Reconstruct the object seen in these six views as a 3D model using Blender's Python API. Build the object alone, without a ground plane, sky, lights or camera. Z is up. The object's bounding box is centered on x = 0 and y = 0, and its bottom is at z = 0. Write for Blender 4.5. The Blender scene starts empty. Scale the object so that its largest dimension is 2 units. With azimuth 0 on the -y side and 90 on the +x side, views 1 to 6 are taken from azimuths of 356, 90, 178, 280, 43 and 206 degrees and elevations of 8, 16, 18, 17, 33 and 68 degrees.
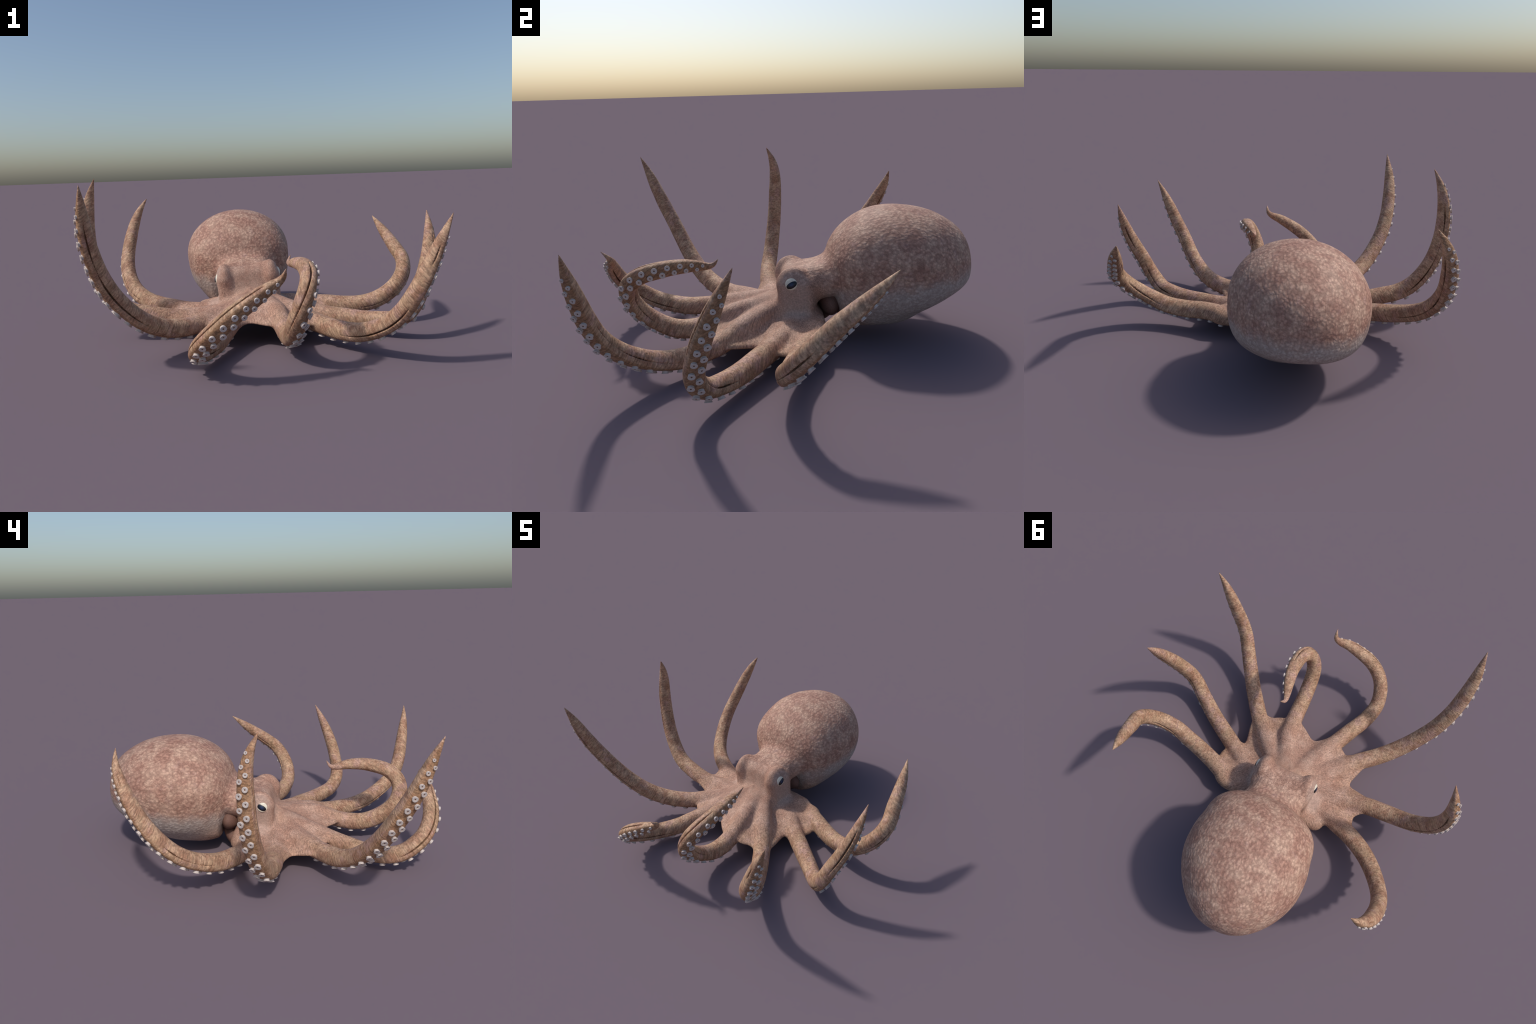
"""Octopus: one implicit body (mantle bag, head, web, eight tapering arms) meshed
with surface nets, cut into named parts, plus suckers, eyes and siphon."""
import bpy, math
import numpy as np
from mathutils import Vector, Matrix

VOXEL = 0.0036
rng = np.random.default_rng(11)

# ------------------------------------------------------------------ arm spines
HUB = np.array([-0.035, -0.03, 0.17])
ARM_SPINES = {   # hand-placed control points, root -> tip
    'A': [(0.313, 0.132, 0.122), (0.383, 0.093, 0.131), (0.456, 0.061, 0.133), (0.532, 0.032, 0.128), (0.608, 0.006, 0.129), (0.684, -0.014, 0.141), (0.757, -0.030, 0.169), (0.828, -0.026, 0.213), (0.886, -0.003, 0.266), (0.924, 0.036, 0.326), (0.935, 0.088, 0.386), (0.917, 0.149, 0.437), (0.900, 0.212, 0.485), (0.882, 0.276, 0.531), (0.862, 0.339, 0.578), (0.840, 0.400, 0.626)],
    'B': [(0.263, -0.014, 0.126), (0.334, -0.060, 0.115), (0.405, -0.106, 0.106), (0.477, -0.153, 0.102), (0.549, -0.200, 0.097), (0.620, -0.248, 0.097), (0.690, -0.300, 0.103), (0.757, -0.350, 0.119), (0.809, -0.386, 0.166), (0.849, -0.394, 0.236), (0.878, -0.378, 0.311), (0.910, -0.356, 0.387), (0.935, -0.327, 0.464), (0.953, -0.294, 0.540), (0.965, -0.256, 0.617), (0.972, -0.217, 0.693)],
    'C': [(0.220, -0.225, 0.158), (0.284, -0.295, 0.128), (0.338, -0.358, 0.112), (0.388, -0.423, 0.105), (0.437, -0.489, 0.105), (0.485, -0.556, 0.115), (0.529, -0.622, 0.138), (0.571, -0.684, 0.173), (0.608, -0.741, 0.219), (0.640, -0.789, 0.277), (0.673, -0.818, 0.345), (0.708, -0.833, 0.418), (0.740, -0.843, 0.494), (0.772, -0.851, 0.570), (0.806, -0.857, 0.645), (0.842, -0.858, 0.720)],
    'D': [(0.095, -0.271, 0.184), (0.108, -0.341, 0.158), (0.121, -0.414, 0.132), (0.128, -0.492, 0.118), (0.129, -0.571, 0.120), (0.128, -0.644, 0.145), (0.128, -0.716, 0.189), (0.133, -0.770, 0.248), (0.153, -0.793, 0.317), (0.181, -0.775, 0.386), (0.201, -0.714, 0.433), (0.206, -0.634, 0.456), (0.199, -0.556, 0.468), (0.181, -0.472, 0.468), (0.158, -0.375, 0.457), (0.175, -0.341, 0.491)],
    'E': [(-0.131, -0.235, 0.165), (-0.156, -0.314, 0.145), (-0.186, -0.391, 0.128), (-0.216, -0.468, 0.113), (-0.246, -0.545, 0.100), (-0.282, -0.622, 0.097), (-0.312, -0.700, 0.104), (-0.327, -0.777, 0.127), (-0.316, -0.842, 0.168), (-0.284, -0.896, 0.218), (-0.234, -0.927, 0.272), (-0.176, -0.937, 0.324), (-0.108, -0.932, 0.373), (-0.034, -0.922, 0.420), (0.052, -0.900, 0.468), (0.068, -0.941, 0.516)],
    'F': [(-0.280, -0.225, 0.140), (-0.339, -0.300, 0.136), (-0.397, -0.358, 0.139), (-0.461, -0.412, 0.148), (-0.523, -0.465, 0.170), (-0.579, -0.515, 0.206), (-0.630, -0.560, 0.255), (-0.675, -0.602, 0.313), (-0.714, -0.640, 0.377), (-0.744, -0.677, 0.446), (-0.766, -0.714, 0.519), (-0.780, -0.751, 0.593), (-0.788, -0.785, 0.670), (-0.791, -0.817, 0.748), (-0.790, -0.849, 0.826), (-0.787, -0.884, 0.902)],
    'G': [(-0.400, -0.065, 0.117), (-0.480, -0.081, 0.127), (-0.556, -0.090, 0.141), (-0.633, -0.090, 0.156), (-0.708, -0.088, 0.173), (-0.774, -0.080, 0.207), (-0.829, -0.068, 0.262), (-0.872, -0.058, 0.327), (-0.904, -0.048, 0.398), (-0.925, -0.040, 0.474), (-0.937, -0.034, 0.552), (-0.941, -0.031, 0.631), (-0.936, -0.029, 0.710), (-0.925, -0.033, 0.787), (-0.907, -0.050, 0.861), (-0.882, -0.079, 0.930)],
    'H': [(-0.344, 0.068, 0.122), (-0.419, 0.094, 0.130), (-0.494, 0.122, 0.141), (-0.566, 0.157, 0.150), (-0.633, 0.201, 0.163), (-0.690, 0.253, 0.186), (-0.737, 0.310, 0.218), (-0.772, 0.368, 0.262), (-0.794, 0.423, 0.317), (-0.803, 0.475, 0.377), (-0.801, 0.525, 0.441), (-0.791, 0.569, 0.509), (-0.776, 0.608, 0.578), (-0.755, 0.643, 0.649), (-0.725, 0.670, 0.718), (-0.683, 0.683, 0.785)],
}
# where each arm's flesh runs to inside the crown, before its first control point
ARM_ROOTS = {'A': (0.10, 0.12, 0.115), 'B': (0.06, 0.05, 0.130), 'C': (0.05, -0.03, 0.205),
             'D': (0.01, -0.05, 0.215), 'E': (-0.06, -0.04, 0.205), 'F': (-0.12, -0.02, 0.150),
             'G': (-0.14, 0.02, 0.105), 'H': (-0.13, 0.08, 0.100)}
# direction the sucker side faces on the upper half of the arm (None: untwisted)
ARM_FACING = {'A': (.35, .55, -.75), 'B': (.93, .30, -.25), 'C': (.95, -.30, .15), 'D': (1, 0, -.1), 'E': None,
              'F': (-.9, -.4, 0), 'G': (-.95, .25, 0), 'H': None}
ORAL_SHIFT = 0.006
# distance from the tip (0..1)  ->  full width and full dorsal-oral depth
TAPER_S = np.array([0, .02, .05, .09, .14, .22, .36, .50, .65, .80, 1.0])
TAPER_W = np.array([.002, .013, .030, .051, .068, .081, .088, .095, .103, .108, .104])
TAPER_H = np.array([.002, .013, .031, .052, .070, .084, .091, .096, .101, .099, .092])


def catmull(pts, n):
    p = np.asarray(pts, float)
    p = np.vstack([2 * p[0] - p[1], p, 2 * p[-1] - p[-2]])
    out = []
    for i in range(1, len(p) - 2):
        t = np.linspace(0, 1, 12, endpoint=False)[:, None]
        a, b, c, d = p[i - 1], p[i], p[i + 1], p[i + 2]
        out.append(.5 * (2 * b + (c - a) * t + (2 * a - 5 * b + 4 * c - d) * t ** 2
                         + (3 * b - a - 3 * c + d) * t ** 3))
    out.append(p[-2][None])
    q = np.vstack(out)
    l = np.r_[0, np.cumsum(np.linalg.norm(np.diff(q, axis=0), axis=1))]
    s = np.linspace(0, l[-1], n)
    return np.stack([np.interp(s, l, q[:, k]) for k in range(3)], 1), l[-1]


def unit(v):
    return v / np.maximum(np.linalg.norm(v, axis=-1, keepdims=True), 1e-9)


class Arm:
    def __init__(self, key):
        self.key = key
        spine = [ARM_ROOTS[key]] + ARM_SPINES[key]
        end = np.array(spine[-1])
        spine[-1] = tuple(end + .013 * unit(end - np.array(spine[-2])))    # slender point
        self.P, self.L = catmull(spine, 110)
        P = self.P
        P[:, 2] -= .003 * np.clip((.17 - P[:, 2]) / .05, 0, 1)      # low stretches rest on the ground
        self.T = unit(np.gradient(P, axis=0))
        # parallel transport of the sucker (oral) direction, starting downwards
        o = np.array([0, 0, -1.0])
        O = []
        for i in range(len(P)):
            o = o - self.T[i] * (o @ self.T[i])
            o = o / np.linalg.norm(o)
            O.append(o)
        O = np.array(O)
        f = np.linspace(0, 1, len(P))
        Bn = np.cross(self.T, O)
        angle = 0.0
        if ARM_FACING[key]:
            i = int(.78 * len(P))
            w = np.array(ARM_FACING[key])
            angle = math.atan2(w @ Bn[i], w @ O[i])
        tw = angle * np.clip((f - .30) / .38, 0, 1)
        self.O = O * np.cos(tw)[:, None] + Bn * np.sin(tw)[:, None]
        self.B = np.cross(self.T, self.O)
        self.P = P + self.O * ORAL_SHIFT * np.clip((1 - f) / .15, 0, 1)[:, None]
        self.s = 1 - f                       # 1 root .. 0 tip
        self.W = np.interp(self.s, TAPER_S, TAPER_W)
        self.H = np.interp(self.s, TAPER_S, TAPER_H)
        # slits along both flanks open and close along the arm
        r = np.random.default_rng(ord(key))
        self.slit = []
        for side in range(2):
            k = r.uniform(0, 1, 9)
            amp = np.interp(self.s, np.linspace(.12, .75, 9), k)
            win = np.clip((self.s - .10) / .05, 0, 1) * np.clip((.62 - self.s) / .10, 0, 1)
            self.slit.append(win * np.clip(amp * 2.3 - .65, 0, 1))

    def at(self, f):
        x = f * (len(self.P) - 1)
        i = min(int(x), len(self.P) - 2)
        w = x - i
        mix = lambda A: A[i] * (1 - w) + A[i + 1] * w
        return mix(self.P), unit(mix(self.T)), unit(mix(self.O)), unit(mix(self.B)), mix(self.W), mix(self.H)


ARMS = {k: Arm(k) for k in ARM_SPINES}

# ------------------------------------------------------------------ implicit field
LO = np.array([-1.05, -1.05, -0.02])
HI = np.array([1.05, 1.05, 0.97])
DIM = np.ceil((HI - LO) / VOXEL).astype(int) + 1
FAR = 0.06
field = np.full(DIM, FAR, np.float32)


def block(lo, hi):
    i0 = np.clip(np.floor((np.asarray(lo) - LO) / VOXEL).astype(int), 0, DIM - 1)
    i1 = np.clip(np.ceil((np.asarray(hi) - LO) / VOXEL).astype(int) + 1, 1, DIM)
    sl = tuple(slice(a, b) for a, b in zip(i0, i1))
    g = [(LO[k] + VOXEL * np.arange(i0[k], i1[k])).astype(np.float32) for k in range(3)]
    return sl, np.meshgrid(*g, indexing='ij', sparse=True)


def smin(a, b, k):
    h = np.clip(.5 + .5 * (b - a) / k, 0, 1)
    return b + (a - b) * h - k * h * (1 - h)


def smax(a, b, k):
    return -smin(-a, -b, k)


def ellipsoid(X, Y, Z, c, r):
    k = np.sqrt(((X - c[0]) / r[0]) ** 2 + ((Y - c[1]) / r[1]) ** 2 + ((Z - c[2]) / r[2]) ** 2)
    k2 = np.sqrt(((X - c[0]) / r[0] ** 2) ** 2 + ((Y - c[1]) / r[1] ** 2) ** 2 + ((Z - c[2]) / r[2] ** 2) ** 2)
    return k * (k - 1) / np.maximum(k2, 1e-6)


def round_box(X, Y, Z, c, h, r):
    qx, qy, qz = np.abs(X - c[0]) - h[0] + r, np.abs(Y - c[1]) - h[1] + r, np.abs(Z - c[2]) - h[2] + r
    out = np.sqrt(np.maximum(qx, 0) ** 2 + np.maximum(qy, 0) ** 2 + np.maximum(qz, 0) ** 2)
    return out + np.minimum(np.maximum(np.maximum(qx, qy), qz), 0) - r


def cubic(fk, t):
    xk = np.linspace(0, 1, len(fk))
    h = xk[1]
    i = np.clip((t / h).astype(int), 0, len(fk) - 2)
    u = t / h - i
    fk = np.asarray(fk)
    m = np.gradient(fk, xk)
    return ((2 * u ** 3 - 3 * u ** 2 + 1) * fk[i] + (u ** 3 - 2 * u ** 2 + u) * h * m[i]
            + (-2 * u ** 3 + 3 * u ** 2) * fk[i + 1] + (u ** 3 - u ** 2) * h * m[i + 1])


# --- mantle bag: stations along y (axis height, half width, rise, drop)
M_Y0, M_Y1 = 0.222, 0.989
M_CZ = [.397, .403, .407, .407, .402, .389, .371, .354]
M_W = [.412, .380, .347, .346, .343, .325, .299, .271]
M_UP = [.248, .269, .284, .287, .284, .286, .293, .321]
M_DN = [.417, .379, .341, .314, .279, .234, .193, .173]
ROLL = math.radians(3.7)


def rolled(X, Z, cx, cz):
    x = (X - cx) * math.cos(ROLL) + (Z - cz) * math.sin(ROLL)
    z = -(X - cx) * math.sin(ROLL) + (Z - cz) * math.cos(ROLL)
    return x, z + cz


def mantle(X, Y, Z):
    t = np.clip((Y - M_Y0) / (M_Y1 - M_Y0), 0, 1)
    s = np.abs((Y - M_Y0) / (M_Y1 - M_Y0) * 2 - 1)
    x, z = rolled(X, Z, -.056 - .018 * t, .40)
    w, cz = cubic(M_W, t), cubic(M_CZ, t)
    up = z > cz
    h = np.where(up, cubic(M_UP, t), cubic(M_DN, t))
    p = np.where(up, 2.0, 2.73)
    k = (np.abs(x / w) ** p + np.abs((z - cz) / h) ** p) ** (2.35 / p) + s ** 2.35
    d = (k ** (1 / 2.35) - 1) * .30
    # lower front lip of the bag reaches forward and ends in an open rim
    k = np.abs(x / .235) ** 3 + np.abs((Y - .46) / .25) ** 3 + np.abs((z - .215) / .146) ** 3
    lip = (k ** (1 / 3) - 1) * .16
    lip = smax(lip, .285 - Y, .010)
    return smin(d, lip, .03)


def head(X, Y, Z):
    x, z = rolled(X, Z, -.0375, .33)
    # skull block with a face that leans back towards the top
    yc = Y + .30 * (np.clip(.42 - z, 0, .25) - .06)
    d = round_box(x, yc, z, (0, .10, .255), (.144, .110, .141), .055)
    for sgn in (-1, 1):
        # brow above, cheek pillar below each eye
        brow = ellipsoid(x, Y, z, (sgn * .138, .036, .331), (.048, .082, .077))
        d = smin(d, brow, .026)
        cheek = round_box(x, Y, z, (sgn * .145, .05, .235), (.040, .095, .115), .036)
        d = smin(d, cheek, .03)
    d = smax(d, -ellipsoid(x, Y, z, (0, .01, .425), (.090, .100, .040)), .03)    # dip between the brows
    d = smin(d, ellipsoid(x, Y, z, (0, .215, .310), (.175, .15, .100)), .045)      # neck
    return d


def collar(X, Y, Z):
    """rear shoulders of the arm crown, below and behind the cheeks"""
    d = round_box(X, Y, Z, (-.03, .09, .130), (.24, .105, .048), .045)
    d = smin(d, ellipsoid(X, Y, Z, (-.285, .142, .118), (.060, .055, .048)), .035)
    d = smin(d, ellipsoid(X, Y, Z, (.235, .142, .130), (.058, .055, .048)), .035)
    return d


# --- web: height of the skin and its outer reach as functions of the bearing
def bearing(p):
    return math.atan2(p[1] - HUB[1], p[0] - HUB[0])


NOTCHES = [  # membrane edge between neighbouring arms: x, y, z
    (.455, -.018, .105), (.350, -.155, .100), (.240, -.400, .124), (-.058, -.352, .140),
    (-.285, -.350, .140), (-.394, -.182, .108), (-.500, .012, .120)]
web_a, web_r, web_z = [], [], []
for q in NOTCHES:
    web_a.append(bearing(q)); web_r.append(math.hypot(q[0] - HUB[0], q[1] - HUB[1])); web_z.append(q[2])
for k in ARMS:
    q = np.array(ARM_SPINES[k][2])
    web_a.append(bearing(q))
    web_r.append(math.hypot(q[0] - HUB[0], q[1] - HUB[1]) + .02)
    web_z.append(q[2] + .004)
for ang, r, z in ((60, .19, .15), (90, .19, .15), (120, .19, .15), (35, .33, .14), (150, .33, .14)):
    web_a.append(math.radians(ang)); web_r.append(r); web_z.append(z)
order = np.argsort(web_a)
web_a = np.array(web_a)[order]; web_r = np.array(web_r)[order]; web_z = np.array(web_z)[order]


def web(X, Y, Z):
    dx, dy = X - HUB[0], Y - HUB[1]
    a = np.arctan2(dy, dx)
    r = np.sqrt(dx ** 2 + dy ** 2)
    A = np.r_[web_a - 2 * np.pi, web_a, web_a + 2 * np.pi]
    # eased interpolation rounds the scallops of the membrane edge
    i = np.clip(np.searchsorted(A, a) - 1, 0, len(A) - 2)
    u = (a - A[i]) / np.maximum(A[i + 1] - A[i], 1e-6)
    u = u * u * (3 - 2 * u)
    wr, wz = np.tile(web_r, 3), np.tile(web_z, 3)
    R = wr[i] * (1 - u) + wr[i + 1] * u
    ze = wz[i] * (1 - u) + wz[i + 1] * u
    f = np.clip(r / R, 0, 1.2)
    peak = .190 + .075 * np.clip(-dy / np.maximum(r, .02), 0, 1)
    front = np.clip(-dy / np.maximum(r, .02), 0, 1)
    top = ze + (peak - ze) * np.clip(1 - f, 0, 1) ** (1.1 - .2 * front)
    bot = ze - .022 + (peak - .05 - ze) * np.clip(1 - f, 0, 1) ** .8
    d = np.maximum(Z - top, bot - Z) * .85
    return smax(d, (r - R) * .9, .02)


def stamp(fn, lo, hi, k):
    sl, g = block(lo, hi)
    d = fn(*g).astype(np.float32)
    field[sl] = smin(field[sl], np.minimum(d, FAR), k)


def stamp_arm(arm):
    P = arm.P
    pad = .115
    sl, _ = block(P.min(0) - pad, P.max(0) + pad)
    base = np.array([s.start for s in sl])
    loc = np.full([s.stop - s.start for s in sl], FAR, np.float32)
    for i in range(len(P) - 1):
        a, b = P[i], P[i + 1]
        m = max(arm.W[i], arm.H[i]) * .5 + (.045 if arm.s[i] > .62 else .012)
        s2, (X, Y, Z) = block(np.minimum(a, b) - m, np.maximum(a, b) + m)
        l2 = tuple(slice(q.start - o, q.stop - o) for q, o in zip(s2, base))
        ab = b - a
        L2 = ab @ ab
        px, py, pz = X - a[0], Y - a[1], Z - a[2]
        traw = (px * ab[0] + py * ab[1] + pz * ab[2]) / L2
        t = np.clip(traw, 0, 1)
        over = np.abs(traw - t) * math.sqrt(L2)
        O = arm.O[i]; B = arm.B[i]
        O2 = arm.O[i + 1]; B2 = arm.B[i + 1]
        qx, qy, qz = px - t * ab[0], py - t * ab[1], pz - t * ab[2]
        v0 = qx * O[0] + qy * O[1] + qz * O[2]
        u0 = qx * B[0] + qy * B[1] + qz * B[2]
        v = v0 * (1 - t) + (qx * O2[0] + qy * O2[1] + qz * O2[2]) * t
        u = u0 * (1 - t) + (qx * B2[0] + qy * B2[1] + qz * B2[2]) * t
        hw = .5 * (arm.W[i] * (1 - t) + arm.W[i + 1] * t)
        hh = .5 * (arm.H[i] * (1 - t) + arm.H[i + 1] * t)
        s = .5 * (arm.s[i] + arm.s[i + 1])
        vn = v / hh
        wide = hw * (1 + .10 * np.clip(vn, -1, 1))          # broader towards the suckers
        k = (np.abs(u / wide) ** 2.3 + np.abs(vn) ** 2.3 + (over / hw) ** 2.3) ** (1 / 2.3)
        d = (k - 1) * np.minimum(hw, hh) * .95
        d = smax(d, v - hh * .90, .006 + .1 * hw)           # flattened sucker face
        for side, sg in ((0, 1), (1, -1)):
            w = arm.slit[side][i]
            if w > .02:
                slot = np.maximum(np.abs(v - .10 * hh) - (.0010 + .0032 * w), hw * (.86 - .5 * w) - u * sg)
                d = np.maximum(d, -slot)
        loc[l2] = np.minimum(loc[l2], d)
    # generous fillets in the crown, none further out
    X, Y = (LO[k] + VOXEL * np.arange(sl[k].start, sl[k].stop) for k in range(2))
    r = np.sqrt((X[:, None] - HUB[0]) ** 2 + (Y[None] - HUB[1]) ** 2)
    kk = np.clip(.026 * (.60 - r) / .25, .002, .026)[..., None].astype(np.float32)
    field[sl] = smin(field[sl], loc, kk)


stamp(web, (-.62, -.55, .0), (.60, .25, .42), .02)
for arm in ARMS.values():
    stamp_arm(arm)
stamp(collar, (-.42, -.10, .0), (.36, .28, .26), .03)
stamp(head, (-.33, -.22, .02), (.26, .42, .48), .03)
# mantle joins the head only through the neck: fillet above, crevice below
sl, g = block((-.48, .14, 0), (.38, 1.04, .76))
dm = np.minimum(mantle(*g), FAR).astype(np.float32)
kz = np.clip((g[2] - .24) / .12, 0, 1) * .07 + .003
field[sl] = smin(field[sl], dm, kz.astype(np.float32))


# ------------------------------------------------------------------ surface nets
def surface_nets(f):
    neg = f < 0
    cnt = np.zeros(np.array(f.shape) - 1, np.uint8)
    n = [s - 1 for s in f.shape]
    for i in (0, 1):
        for j in (0, 1):
            for k in (0, 1):
                cnt += neg[i:i + n[0], j:j + n[1], k:k + n[2]]
    act = (cnt > 0) & (cnt < 8)
    ci = np.argwhere(act)
    vid = np.full(act.shape, -1, np.int32)
    vid[tuple(ci.T)] = np.arange(len(ci))
    acc = np.zeros((len(ci), 3)); num = np.zeros(len(ci))
    corners = [(i, j, k) for i in (0, 1) for j in (0, 1) for k in (0, 1)]
    val = {c: f[ci[:, 0] + c[0], ci[:, 1] + c[1], ci[:, 2] + c[2]] for c in corners}
    for a in corners:
        for ax in range(3):
            if a[ax] == 0:
                b = list(a); b[ax] = 1; b = tuple(b)
                va, vb = val[a], val[b]
                m = (va < 0) != (vb < 0)
                t = np.where(m, va / np.where(m, va - vb, 1), 0)
                p = np.array(a)[None] + t[:, None] * (np.array(b) - np.array(a))[None]
                acc += p * m[:, None]; num += m
    verts = LO + VOXEL * (ci + acc / num[:, None])
    quads = []
    for ax in range(3):
        o1, o2 = [k for k in range(3) if k != ax]
        s0 = [slice(1, None)] * 3; s1 = [slice(1, None)] * 3
        s0[ax] = slice(0, -1); s1[ax] = slice(1, None)
        A = neg[tuple(s0)]; Bq = neg[tuple(s1)]
        e = np.argwhere(A != Bq)
        off = np.ones(3, int); off[ax] = 0
        e = e + off
        inside = neg[tuple(e.T)]
        ok = np.all(e < np.array(act.shape), axis=1)
        e, inside = e[ok], inside[ok]
        d1 = np.zeros(3, int); d1[o1] = 1
        d2 = np.zeros(3, int); d2[o2] = 1
        q = np.stack([vid[tuple((e - d1 - d2).T)], vid[tuple((e - d2).T)],
                      vid[tuple(e.T)], vid[tuple((e - d1).T)]], 1)
        flip = ~inside if ax != 1 else inside
        q[flip] = q[flip][:, ::-1]
        quads.append(q)
    q = np.vstack(quads)
    return verts, q[(q >= 0).all(1)]


V, Q = surface_nets(field)


def neighbours_mean(V, Q, it, lam):
    e = np.vstack([Q[:, [0, 1]], Q[:, [1, 2]], Q[:, [2, 3]], Q[:, [3, 0]]])
    deg = np.bincount(e.ravel(), minlength=len(V)).astype(float)
    for step in range(it):
        f = lam if step % 2 == 0 else -lam * 1.03
        s = np.zeros_like(V)
        for k in range(3):
            s[:, k] = (np.bincount(e[:, 0], V[e[:, 1], k], len(V)) + np.bincount(e[:, 1], V[e[:, 0], k], len(V)))
        V = V + f * (s / deg[:, None] - V)
    return V


V = neighbours_mean(V, Q, 6, .55)

# keep only the main connected body (drop specks), by walking out from the mantle tip
e = np.vstack([Q[:, [0, 1]], Q[:, [1, 2]], Q[:, [2, 3]], Q[:, [3, 0]]])
e = np.vstack([e, e[:, ::-1]])
e = e[np.argsort(e[:, 0], kind='stable')]
first = np.searchsorted(e[:, 0], np.arange(len(V) + 1))
seen = np.zeros(len(V), bool)
front = np.array([np.argmax(V[:, 1])])
seen[front] = True
while len(front):
    n0, n1 = first[front], first[front + 1]
    idx = np.repeat(n0 - np.r_[0, np.cumsum(n1 - n0)[:-1]], n1 - n0) + np.arange((n1 - n0).sum())
    nb = np.unique(e[idx, 1])
    front = nb[~seen[nb]]
    seen[front] = True
Q = Q[seen[Q[:, 0]]]




def vertex_normals(V, Q):
    n = np.cross(V[Q[:, 2]] - V[Q[:, 0]], V[Q[:, 3]] - V[Q[:, 1]])
    N = np.zeros_like(V)
    for c in range(4):
        for k in range(3):
            N[:, k] += np.bincount(Q[:, c], n[:, k], len(V))
    return unit(N)


N = vertex_normals(V, Q)
# outward check: the top of the mantle must face up
top = np.argmax(np.where((V[:, 1] > .4) & (np.abs(V[:, 0] + .06) < .1), V[:, 2], -9))
if N[top, 2] < 0:
    Q = Q[:, ::-1]; N = -N

# ------------------------------------------------------------------ materials
def new_mat(name):
    m = bpy.data.materials.new(name)
    m.use_nodes = True
    nt = m.node_tree
    nt.nodes.clear()
    return m, nt


class Nodes:
    def __init__(self, nt):
        self.nt = nt

    def n(self, kind, **kw):
        nd = self.nt.nodes.new(kind)
        for k, v in kw.items():
            if k.startswith('i_'):
                continue
            setattr(nd, k, v)
        return nd

    def link(self, a, b):
        self.nt.links.new(a, b)

    def set(self, sock, v):
        if hasattr(v, 'is_output'):
            self.link(v, sock)
        else:
            sock.default_value = v

    def math(self, op, a, b=0.0, c=None, clamp=False):
        nd = self.n('ShaderNodeMath', operation=op, use_clamp=clamp)
        self.set(nd.inputs[0], a); self.set(nd.inputs[1], b)
        if c is not None:
            self.set(nd.inputs[2], c)
        return nd.outputs[0]

    def vmath(self, op, a, b=(0, 0, 0)):
        nd = self.n('ShaderNodeVectorMath', operation=op)
        self.set(nd.inputs[0], a)
        self.set(nd.inputs[1], b)
        return nd.outputs['Value'] if op in ('LENGTH', 'DOT_PRODUCT', 'DISTANCE') else nd.outputs[0]

    def ramp(self, fac, lo, hi, a=0.0, b=1.0):
        nd = self.n('ShaderNodeMapRange', interpolation_type='SMOOTHSTEP')
        self.set(nd.inputs[0], fac)
        nd.inputs[1].default_value = lo; nd.inputs[2].default_value = hi
        nd.inputs[3].default_value = a; nd.inputs[4].default_value = b
        return nd.outputs[0]

    def mix(self, fac, a, b, blend='MIX'):
        nd = self.n('ShaderNodeMix', data_type='RGBA', blend_type=blend)
        self.set(nd.inputs[0], fac)
        self.set(nd.inputs[6], a if hasattr(a, 'is_output') else (*a, 1))
        self.set(nd.inputs[7], b if hasattr(b, 'is_output') else (*b, 1))
        return nd.outputs[2]

    def noise(self, vec, scale, detail=3, rough=.55, dist=0.0):
        nd = self.n('ShaderNodeTexNoise')
        self.link(vec, nd.inputs['Vector'])
        nd.inputs['Scale'].default_value = scale
        nd.inputs['Detail'].default_value = detail
        nd.inputs['Roughness'].default_value = rough
        nd.inputs['Distortion'].default_value = dist
        return nd.outputs[0]

    def voronoi(self, vec, scale, feature='SMOOTH_F1', rnd=1.0):
        nd = self.n('ShaderNodeTexVoronoi', feature=feature)
        self.link(vec, nd.inputs['Vector'])
        nd.inputs['Scale'].default_value = scale
        nd.inputs['Randomness'].default_value = rnd
        if feature == 'SMOOTH_F1':
            nd.inputs['Smoothness'].default_value = .35
        return nd.outputs[0]

    def combine(self, x, y, z):
        nd = self.n('ShaderNodeCombineXYZ')
        for s, v in zip(nd.inputs, (x, y, z)):
            self.set(s, v)
        return nd.outputs[0]


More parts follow.
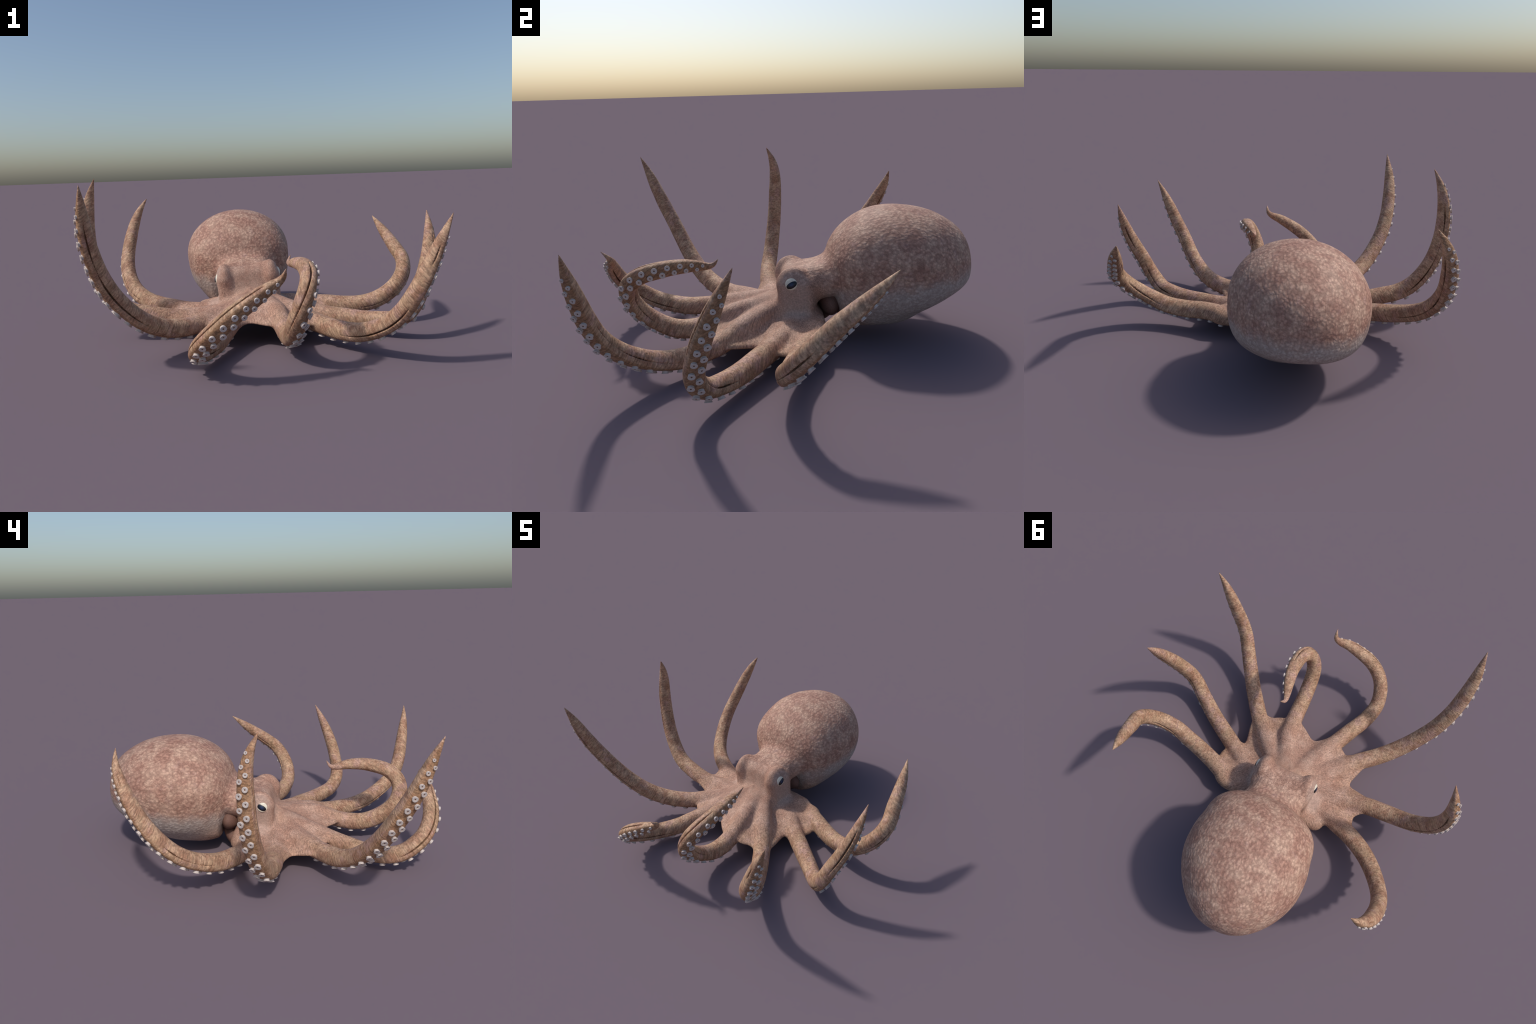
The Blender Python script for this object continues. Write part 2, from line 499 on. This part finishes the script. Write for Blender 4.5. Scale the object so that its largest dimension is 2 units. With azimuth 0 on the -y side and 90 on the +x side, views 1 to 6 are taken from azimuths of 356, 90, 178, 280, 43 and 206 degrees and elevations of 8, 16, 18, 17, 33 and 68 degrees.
def skin_material(name, oral=False):
    m, nt = new_mat(name)
    g = Nodes(nt)
    tc = g.n('ShaderNodeTexCoord')
    P = tc.outputs['Object']
    sep = g.n('ShaderNodeSeparateXYZ'); g.link(P, sep.inputs[0])
    x, y, z = sep.outputs
    # --- where am I: mantle bag, crown / head, or out along an arm
    mq = g.vmath('MULTIPLY', g.vmath('SUBTRACT', P, (-.06, .62, .40)), (1 / .38, 1 / .47, 1 / .38))
    bag = g.ramp(g.vmath('LENGTH', mq), .98, 1.12, 1, 0)
    hq = g.vmath('SUBTRACT', P, tuple(HUB))
    R = g.vmath('LENGTH', hq)
    outer = g.math('MULTIPLY', g.ramp(R, .22, .62), g.math('SUBTRACT', 1.0, bag))
    # --- noises
    q = g.math('ADD', R, g.math('MULTIPLY', z, .7))
    dirv = g.vmath('NORMALIZE', hq)
    ds = g.n('ShaderNodeSeparateXYZ'); g.link(dirv, ds.inputs[0])
    wob = g.noise(P, 9, 2)
    streak_v = g.combine(g.math('ADD', g.math('MULTIPLY', q, 110), g.math('MULTIPLY', wob, 5)),
                         g.math('MULTIPLY', ds.outputs[0], 60), g.math('MULTIPLY', ds.outputs[1], 60))
    streak = g.noise(streak_v, 1.0, 3, .6)
    blot = g.noise(P, 12, 4, .62)
    blot2 = g.noise(g.vmath('ADD', P, (3.1, 1.7, .4)), 20, 4, .65)
    fine = g.noise(P, 120, 3, .6)
    # --- cells of the mantle and head top
    warp = g.n('ShaderNodeTexNoise'); g.link(P, warp.inputs['Vector']); warp.inputs['Scale'].default_value = 22
    wv = g.vmath('ADD', P, g.vmath('MULTIPLY', warp.outputs['Color'], (.03, .03, .03)))
    cell_v = g.vmath('MULTIPLY', wv, (1.0, .72, 1.0))
    cell = g.voronoi(cell_v, 62)
    cell_f = g.ramp(cell, .05, .80, 1, 0)       # pale blister centres
    # --- colours
    bag_c = g.mix(g.ramp(blot, .35, .68), (.362, .200, .148), (.478, .310, .230))
    bag_c = g.mix(g.math('MULTIPLY', g.ramp(blot2, .55, .75), .55), bag_c, (.400, .245, .215))
    crown_c = g.mix(g.ramp(blot, .35, .7), (.375, .214, .156), (.475, .306, .232))
    arm_c = g.mix(g.ramp(blot2, .36, .64), (.325, .175, .110), (.480, .310, .202))
    arm_c = g.mix(g.math('MULTIPLY', g.ramp(blot, .53, .66), .75), arm_c, (.425, .255, .205))
    arm_c = g.mix(g.math('MULTIPLY', g.ramp(blot, .47, .36), .55), arm_c, (.340, .215, .126))
    body = g.mix(outer, crown_c, arm_c)
    body = g.mix(bag, body, bag_c)
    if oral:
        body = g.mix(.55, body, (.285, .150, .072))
    # streaks outside the bag, cells on bag and on top of the head
    st = g.ramp(streak, .30, .70, .68, 1.30)
    stc = g.n('ShaderNodeCombineColor')
    for s in stc.inputs[:3]:
        g.link(st, s)
    body = g.mix(g.math('SUBTRACT', 1.0, g.math('MULTIPLY', bag, .65)), body, stc.outputs[0], 'MULTIPLY')
    lat = g.math('ABSOLUTE', g.math('ADD', x, .0375))
    cheek = g.math('MULTIPLY', g.ramp(lat, .150, .175), g.math('MULTIPLY', g.ramp(z, .44, .40), g.ramp(z, .13, .19)))
    cheek = g.math('MULTIPLY', cheek, g.math('MULTIPLY', g.ramp(y, -.06, .0), g.ramp(y, .14, .08)))
    cheek = g.math('MULTIPLY', cheek, g.ramp(lat, .26, .22))
    body = g.mix(g.math('MULTIPLY', cheek, .6), body, (.47, .345, .290))
    headtop = g.math('MULTIPLY', g.ramp(z, .30, .38), g.ramp(y, -.05, .06))
    headtop = g.math('MULTIPLY', headtop, g.ramp(R, .5, .35))
    cellmask = g.math('MAXIMUM', bag, headtop)
    cv = g.math('ADD', g.math('MULTIPLY', cell_f, .56), .72)
    cc = g.n('ShaderNodeCombineColor')
    g.link(g.math('ADD', g.math('MULTIPLY', cell_f, .50), .76), cc.inputs[0])
    g.link(cv, cc.inputs[1]); g.link(cv, cc.inputs[2])
    body = g.mix(g.math('MULTIPLY', cellmask, .9), body, cc.outputs[0], 'MULTIPLY')
    # pale belly of the bag: pigment stops along a ragged line
    edge = g.math('ADD', z, g.math('MULTIPLY', g.math('SUBTRACT', g.noise(P, 16, 3), .5), .10))
    edge = g.math('SUBTRACT', edge, g.math('MULTIPLY', g.math('ADD', x, .06), .065))
    edge = g.math('SUBTRACT', edge, g.math('MULTIPLY', g.math('SUBTRACT', y, .3), .11))
    belly = g.math('MULTIPLY', g.ramp(edge, .340, .240), g.math('MULTIPLY', bag, .92))
    pale = g.mix(cell_f, (.365, .298, .265), (.465, .400, .360))
    body = g.mix(belly, body, pale)
    fn = g.ramp(fine, .3, .7, .84, 1.16)
    fc = g.n('ShaderNodeCombineColor')
    for s in fc.inputs[:3]:
        g.link(fn, s)
    body = g.mix(1.0, body, fc.outputs[0], 'MULTIPLY')
    bs = g.n('ShaderNodeBsdfPrincipled')
    g.link(body, bs.inputs['Base Color'])
    bs.inputs['Roughness'].default_value = .62
    bs.inputs['Specular IOR Level'].default_value = .25
    # bump: blisters on the bag, wrinkles on the arms
    hgt = g.math('ADD', g.math('MULTIPLY', g.math('MULTIPLY', cell_f, cellmask), .45),
                 g.math('MULTIPLY', streak, g.math('SUBTRACT', 1.0, g.math('MULTIPLY', cellmask, .7))))
    bp = g.n('ShaderNodeBump')
    bp.inputs['Strength'].default_value = .5
    bp.inputs['Distance'].default_value = .006
    g.link(hgt, bp.inputs['Height'])
    g.link(bp.outputs[0], bs.inputs['Normal'])
    out = g.n('ShaderNodeOutputMaterial')
    g.link(bs.outputs[0], out.inputs[0])
    return m


def plain_material(name, col, rough=.5, var=.12, scale=60, coat=0.0):
    m, nt = new_mat(name)
    g = Nodes(nt)
    tc = g.n('ShaderNodeTexCoord')
    nz = g.noise(tc.outputs['Object'], scale, 3)
    a = tuple(c * (1 - var) for c in col); b = tuple(min(1, c * (1 + var)) for c in col)
    c = g.mix(g.ramp(nz, .3, .7), a, b)
    bs = g.n('ShaderNodeBsdfPrincipled')
    g.link(c, bs.inputs['Base Color'])
    bs.inputs['Roughness'].default_value = rough
    bs.inputs['Specular IOR Level'].default_value = .3
    bs.inputs['Coat Weight'].default_value = coat
    out = g.n('ShaderNodeOutputMaterial'); g.link(bs.outputs[0], out.inputs[0])
    return m


def pupil_material():
    """dark navy oval with a bluish, slightly lighter heart"""
    m, nt = new_mat('pupil_navy')
    g = Nodes(nt)
    tc = g.n('ShaderNodeTexCoord')
    d = g.vmath('LENGTH', g.vmath('MULTIPLY', tc.outputs['Object'], (1.0, 1.0, 0.0)))
    nz = g.noise(tc.outputs['Object'], 3.0, 2)
    f = g.ramp(g.math('ADD', d, g.math('MULTIPLY', nz, .35)), .15, .85)
    c = g.mix(f, (.014, .032, .095), (.003, .004, .009))
    bs = g.n('ShaderNodeBsdfPrincipled')
    g.link(c, bs.inputs['Base Color'])
    bs.inputs['Roughness'].default_value = .35
    out = g.n('ShaderNodeOutputMaterial'); g.link(bs.outputs[0], out.inputs[0])
    return m


SKIN = skin_material('octopus_skin')
ORAL = skin_material('sucker_side_skin', oral=True)
SUCKER = plain_material('sucker_white', (.56, .49, .455), .55, .10, 4)
HOLE = plain_material('sucker_mouth', (.23, .125, .085), .7, .2, 6)
SCLERA = plain_material('eye_white', (.72, .66, .54), .4, .08, 3)
PUPIL = pupil_material()
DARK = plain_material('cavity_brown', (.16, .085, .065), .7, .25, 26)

# ------------------------------------------------------------------ parts
root = bpy.data.objects.new('octopus', None)
bpy.context.collection.objects.link(root)
root['label'] = 'mottled brown octopus with curled arms and white suckers'
root['category'] = 'octopus'


def child(obj, parent):
    if obj.name not in bpy.context.collection.objects:
        bpy.context.collection.objects.link(obj)
    obj.parent = parent
    return obj


FC = V[Q].mean(1)
# which part does each face belong to
part = np.full(len(Q), -1)
rad = np.hypot(FC[:, 0] - HUB[0], FC[:, 1] - HUB[1])
keys = list(ARMS)
best = np.full(len(Q), 9.0); besti = np.zeros(len(Q), int)
fpos = np.zeros(len(Q)); oral_v = np.zeros(len(Q))
for ai, k in enumerate(keys):
    arm = ARMS[k]
    near = np.flatnonzero(((FC > arm.P.min(0) - .09) & (FC < arm.P.max(0) + .09)).all(1))
    pts = FC[near].astype(np.float32)
    bd = best[near]; bj = np.full(len(near), -1)
    for j in range(6, len(arm.P), 2):
        d = pts - arm.P[j].astype(np.float32)
        dist = np.sqrt(np.einsum('ij,ij->i', d, d)) / max(arm.H[j], .03)
        mk = dist < bd
        bd[mk] = dist[mk]; bj[mk] = j
    hit = bj >= 0
    ids, jj = near[hit], bj[hit]
    best[ids] = bd[hit]; besti[ids] = ai; fpos[ids] = jj / (len(arm.P) - 1)
    oral_v[ids] = np.einsum('ij,ij->i', FC[ids] - arm.P[jj], arm.O[jj]) / (arm.H[jj] * .5)
mant = mantle(FC[:, 0], FC[:, 1], FC[:, 2])
hd = head(FC[:, 0], FC[:, 1], FC[:, 2])
for ai, k in enumerate(keys):
    arm = ARMS[k]
    # an arm part starts where it leaves the web
    rr = np.hypot(arm.P[:, 0] - HUB[0], arm.P[:, 1] - HUB[1])
    f0 = np.argmax(rr > .36) / (len(arm.P) - 1)
    part[(besti == ai) & (fpos >= f0) & (best < .95)] = ai
part[(part < 0) & (FC[:, 1] > .20) & (mant < .02) & (mant < hd)] = 100
part[(part < 0) & (hd < .012) & (FC[:, 2] > .2)] = 101
part[(part < 0)] = 102


def make_part(name, sel, oral=None):
    q = Q[sel]
    used, inv = np.unique(q, return_inverse=True)
    q = inv.reshape(q.shape)
    me = bpy.data.meshes.new(name)
    me.from_pydata(V[used].tolist(), [], q.tolist())
    me.polygons.foreach_set('use_smooth', np.ones(len(q), bool))
    me.materials.append(SKIN)
    if oral is not None:
        me.materials.append(ORAL)
        me.polygons.foreach_set('material_index', oral[sel].astype(np.int32))
    me.update()
    me.normals_split_custom_set_from_vertices(N[used].tolist())
    return child(bpy.data.objects.new(name, me), root)


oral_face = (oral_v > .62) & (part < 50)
arm_obj = {}
for ai, k in enumerate(keys):
    arm_obj[k] = make_part('arm', part == ai, oral_face)
make_part('mantle', part == 100)
make_part('head', part == 101)
make_part('web', part == 102)


def lathe(profile, n, mats):
    """profile: (radius, height, material index) rings"""
    verts, faces, mi = [], [], []
    for r, h, _ in profile:
        for i in range(n):
            a = 2 * math.pi * i / n
            verts.append((r * math.cos(a), r * math.sin(a), h))
    for j in range(len(profile) - 1):
        for i in range(n):
            i2 = (i + 1) % n
            faces.append((j * n + i, j * n + i2, (j + 1) * n + i2, (j + 1) * n + i))
            mi.append(profile[j + 1][2])
    faces.append(tuple((len(profile) - 1) * n + i for i in range(n)))
    mi.append(profile[-1][2])
    me = bpy.data.meshes.new('sucker')
    me.from_pydata(verts, [], faces)
    me.polygons.foreach_set('use_smooth', [True] * len(faces))
    for m in mats:
        me.materials.append(m)
    me.polygons.foreach_set('material_index', mi)
    me.update()
    return me


# flaring stalk, rounded rim, shallow cup, small dark mouth (radius 1 at the rim)
SUCKER_MESH = lathe([(.86, -.75, 0), (.82, -.05, 0), (.84, .15, 0), (.96, .32, 0), (1.0, .42, 0), (.98, .52, 0),
                     (.88, .57, 0), (.62, .52, 0), (.36, .46, 0), (.25, .43, 0), (.20, .32, 1), (.17, .14, 1)], 20, [SUCKER, HOLE])
PER_ROW = 16
for k in keys:
    arm = ARMS[k]
    rr = np.hypot(arm.P[:, 0] - HUB[0], arm.P[:, 1] - HUB[1])
    f0 = np.argmax(rr > .40) / (len(arm.P) - 1)
    f1 = .922
    for row, sg in ((0, 1), (1, -1)):
        for i in range(PER_ROW):
            g0 = (i + (.5 if row else 0)) / (PER_ROW - .5)
            # spacing shrinks slowly towards the tip
            f = f0 + (f1 - f0) * (g0 * 1.12 - .12 * g0 ** 2)
            P_, T_, O_, B_, w, h = arm.at(f)
            r = .0048 + .0125 * min(1, (w / .092)) ** 1.6
            r *= rng.uniform(.94, 1.06)
            c = P_ + O_ * (h * .5 * .90) + B_ * sg * w * .19
            zz = unit(O_ + B_ * sg * .12)
            xx = unit(T_ - zz * (T_ @ zz)); yy = np.cross(zz, xx)
            ob = bpy.data.objects.new('sucker', SUCKER_MESH)
            M = Matrix([[xx[j] * r, yy[j] * r, zz[j] * r * .8, c[j] + zz[j] * r * .16] for j in range(3)] + [[0, 0, 0, 1]])
            child(ob, arm_obj[k])
            ob.matrix_world = M


# ------------------------------------------------------------------ eyes
def uv_sphere(name, nu=40, nv=20):
    verts, faces = [], []
    for j in range(nv + 1):
        ph = math.pi * j / nv
        for i in range(nu):
            a = 2 * math.pi * i / nu
            verts.append((math.sin(ph) * math.cos(a), math.sin(ph) * math.sin(a), math.cos(ph)))
    for j in range(nv):
        for i in range(nu):
            i2 = (i + 1) % nu
            f = (j * nu + i, (j + 1) * nu + i, (j + 1) * nu + i2, j * nu + i2)
            faces.append(f)
    me = bpy.data.meshes.new(name)
    me.from_pydata(verts, [], faces)
    me.validate()
    me.polygons.foreach_set('use_smooth', [True] * len(me.polygons))
    me.update()
    return me


EYE_M = uv_sphere('eyeball'); EYE_M.materials.append(SCLERA)
PUP_M = uv_sphere('pupil'); PUP_M.materials.append(PUPIL)
for sg, c in ((1, (.146, .023, .342)), (-1, (-.221, .016, .318))):
    c = np.array(c)
    nrm = unit(np.array([sg * .95, -.04, .24]))
    # slide along the gaze until the skin surface is met
    for step in np.arange(.06, -.06, -.001):
        i = tuple(np.round((c + nrm * step - LO) / VOXEL).astype(int))
        if field[i] < 0:
            break
    c = c + nrm * step
    lon = np.array([0, .86, .50]); lon = unit(lon - nrm * (lon @ nrm))
    sh = np.cross(nrm, lon)

    def frame(cc, a, b, d):
        return Matrix([[lon[j] * a, sh[j] * b, nrm[j] * d, cc[j]] for j in range(3)] + [[0, 0, 0, 1]])
    eye = child(bpy.data.objects.new('eye', EYE_M), root)
    eye.matrix_world = frame(c - nrm * .006, .0320, .0310, .0125)
    pup = child(bpy.data.objects.new('pupil', PUP_M), eye)
    up = sh * (1 if sh[2] > 0 else -1)
    pup.matrix_world = frame(c - nrm * .0040 - up * .003, .0300, .0225, .0122)


# ------------------------------------------------------------------ siphon and mantle cavity
def tube(name, pts, radii, mat, n=24):
    P_, _ = catmull(pts, 24)
    r = np.interp(np.linspace(0, 1, 24), np.linspace(0, 1, len(radii)), radii)
    T_ = unit(np.gradient(P_, axis=0))
    o = np.array([1.0, 0, 0])
    verts, faces = [], []
    for i in range(24):
        o = unit(o - T_[i] * (o @ T_[i])); b = np.cross(T_[i], o)
        for j in range(n):
            a = 2 * math.pi * j / n
            verts.append(tuple(P_[i] + r[i] * (math.cos(a) * o + math.sin(a) * b)))
    for i in range(23):
        for j in range(n):
            j2 = (j + 1) % n
            faces.append((i * n + j, i * n + j2, (i + 1) * n + j2, (i + 1) * n + j))
    faces.append(tuple(range(n))[::-1]); faces.append(tuple(23 * n + j for j in range(n)))
    me = bpy.data.meshes.new(name)
    me.from_pydata(verts, [], faces)
    me.polygons.foreach_set('use_smooth', [True] * len(faces))
    me.materials.append(mat)
    me.update()
    return child(bpy.data.objects.new(name, me), root)


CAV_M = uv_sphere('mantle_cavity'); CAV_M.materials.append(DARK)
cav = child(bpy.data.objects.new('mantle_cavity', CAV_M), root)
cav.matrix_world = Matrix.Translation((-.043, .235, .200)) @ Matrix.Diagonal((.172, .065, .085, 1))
tube('siphon', [(-.06, .26, .17), (-.10, .245, .12), (-.13, .22, .075), (-.14, .19, .05)], [.04, .036, .034, .03], DARK)
print('verts', len(V), 'faces', len(Q))
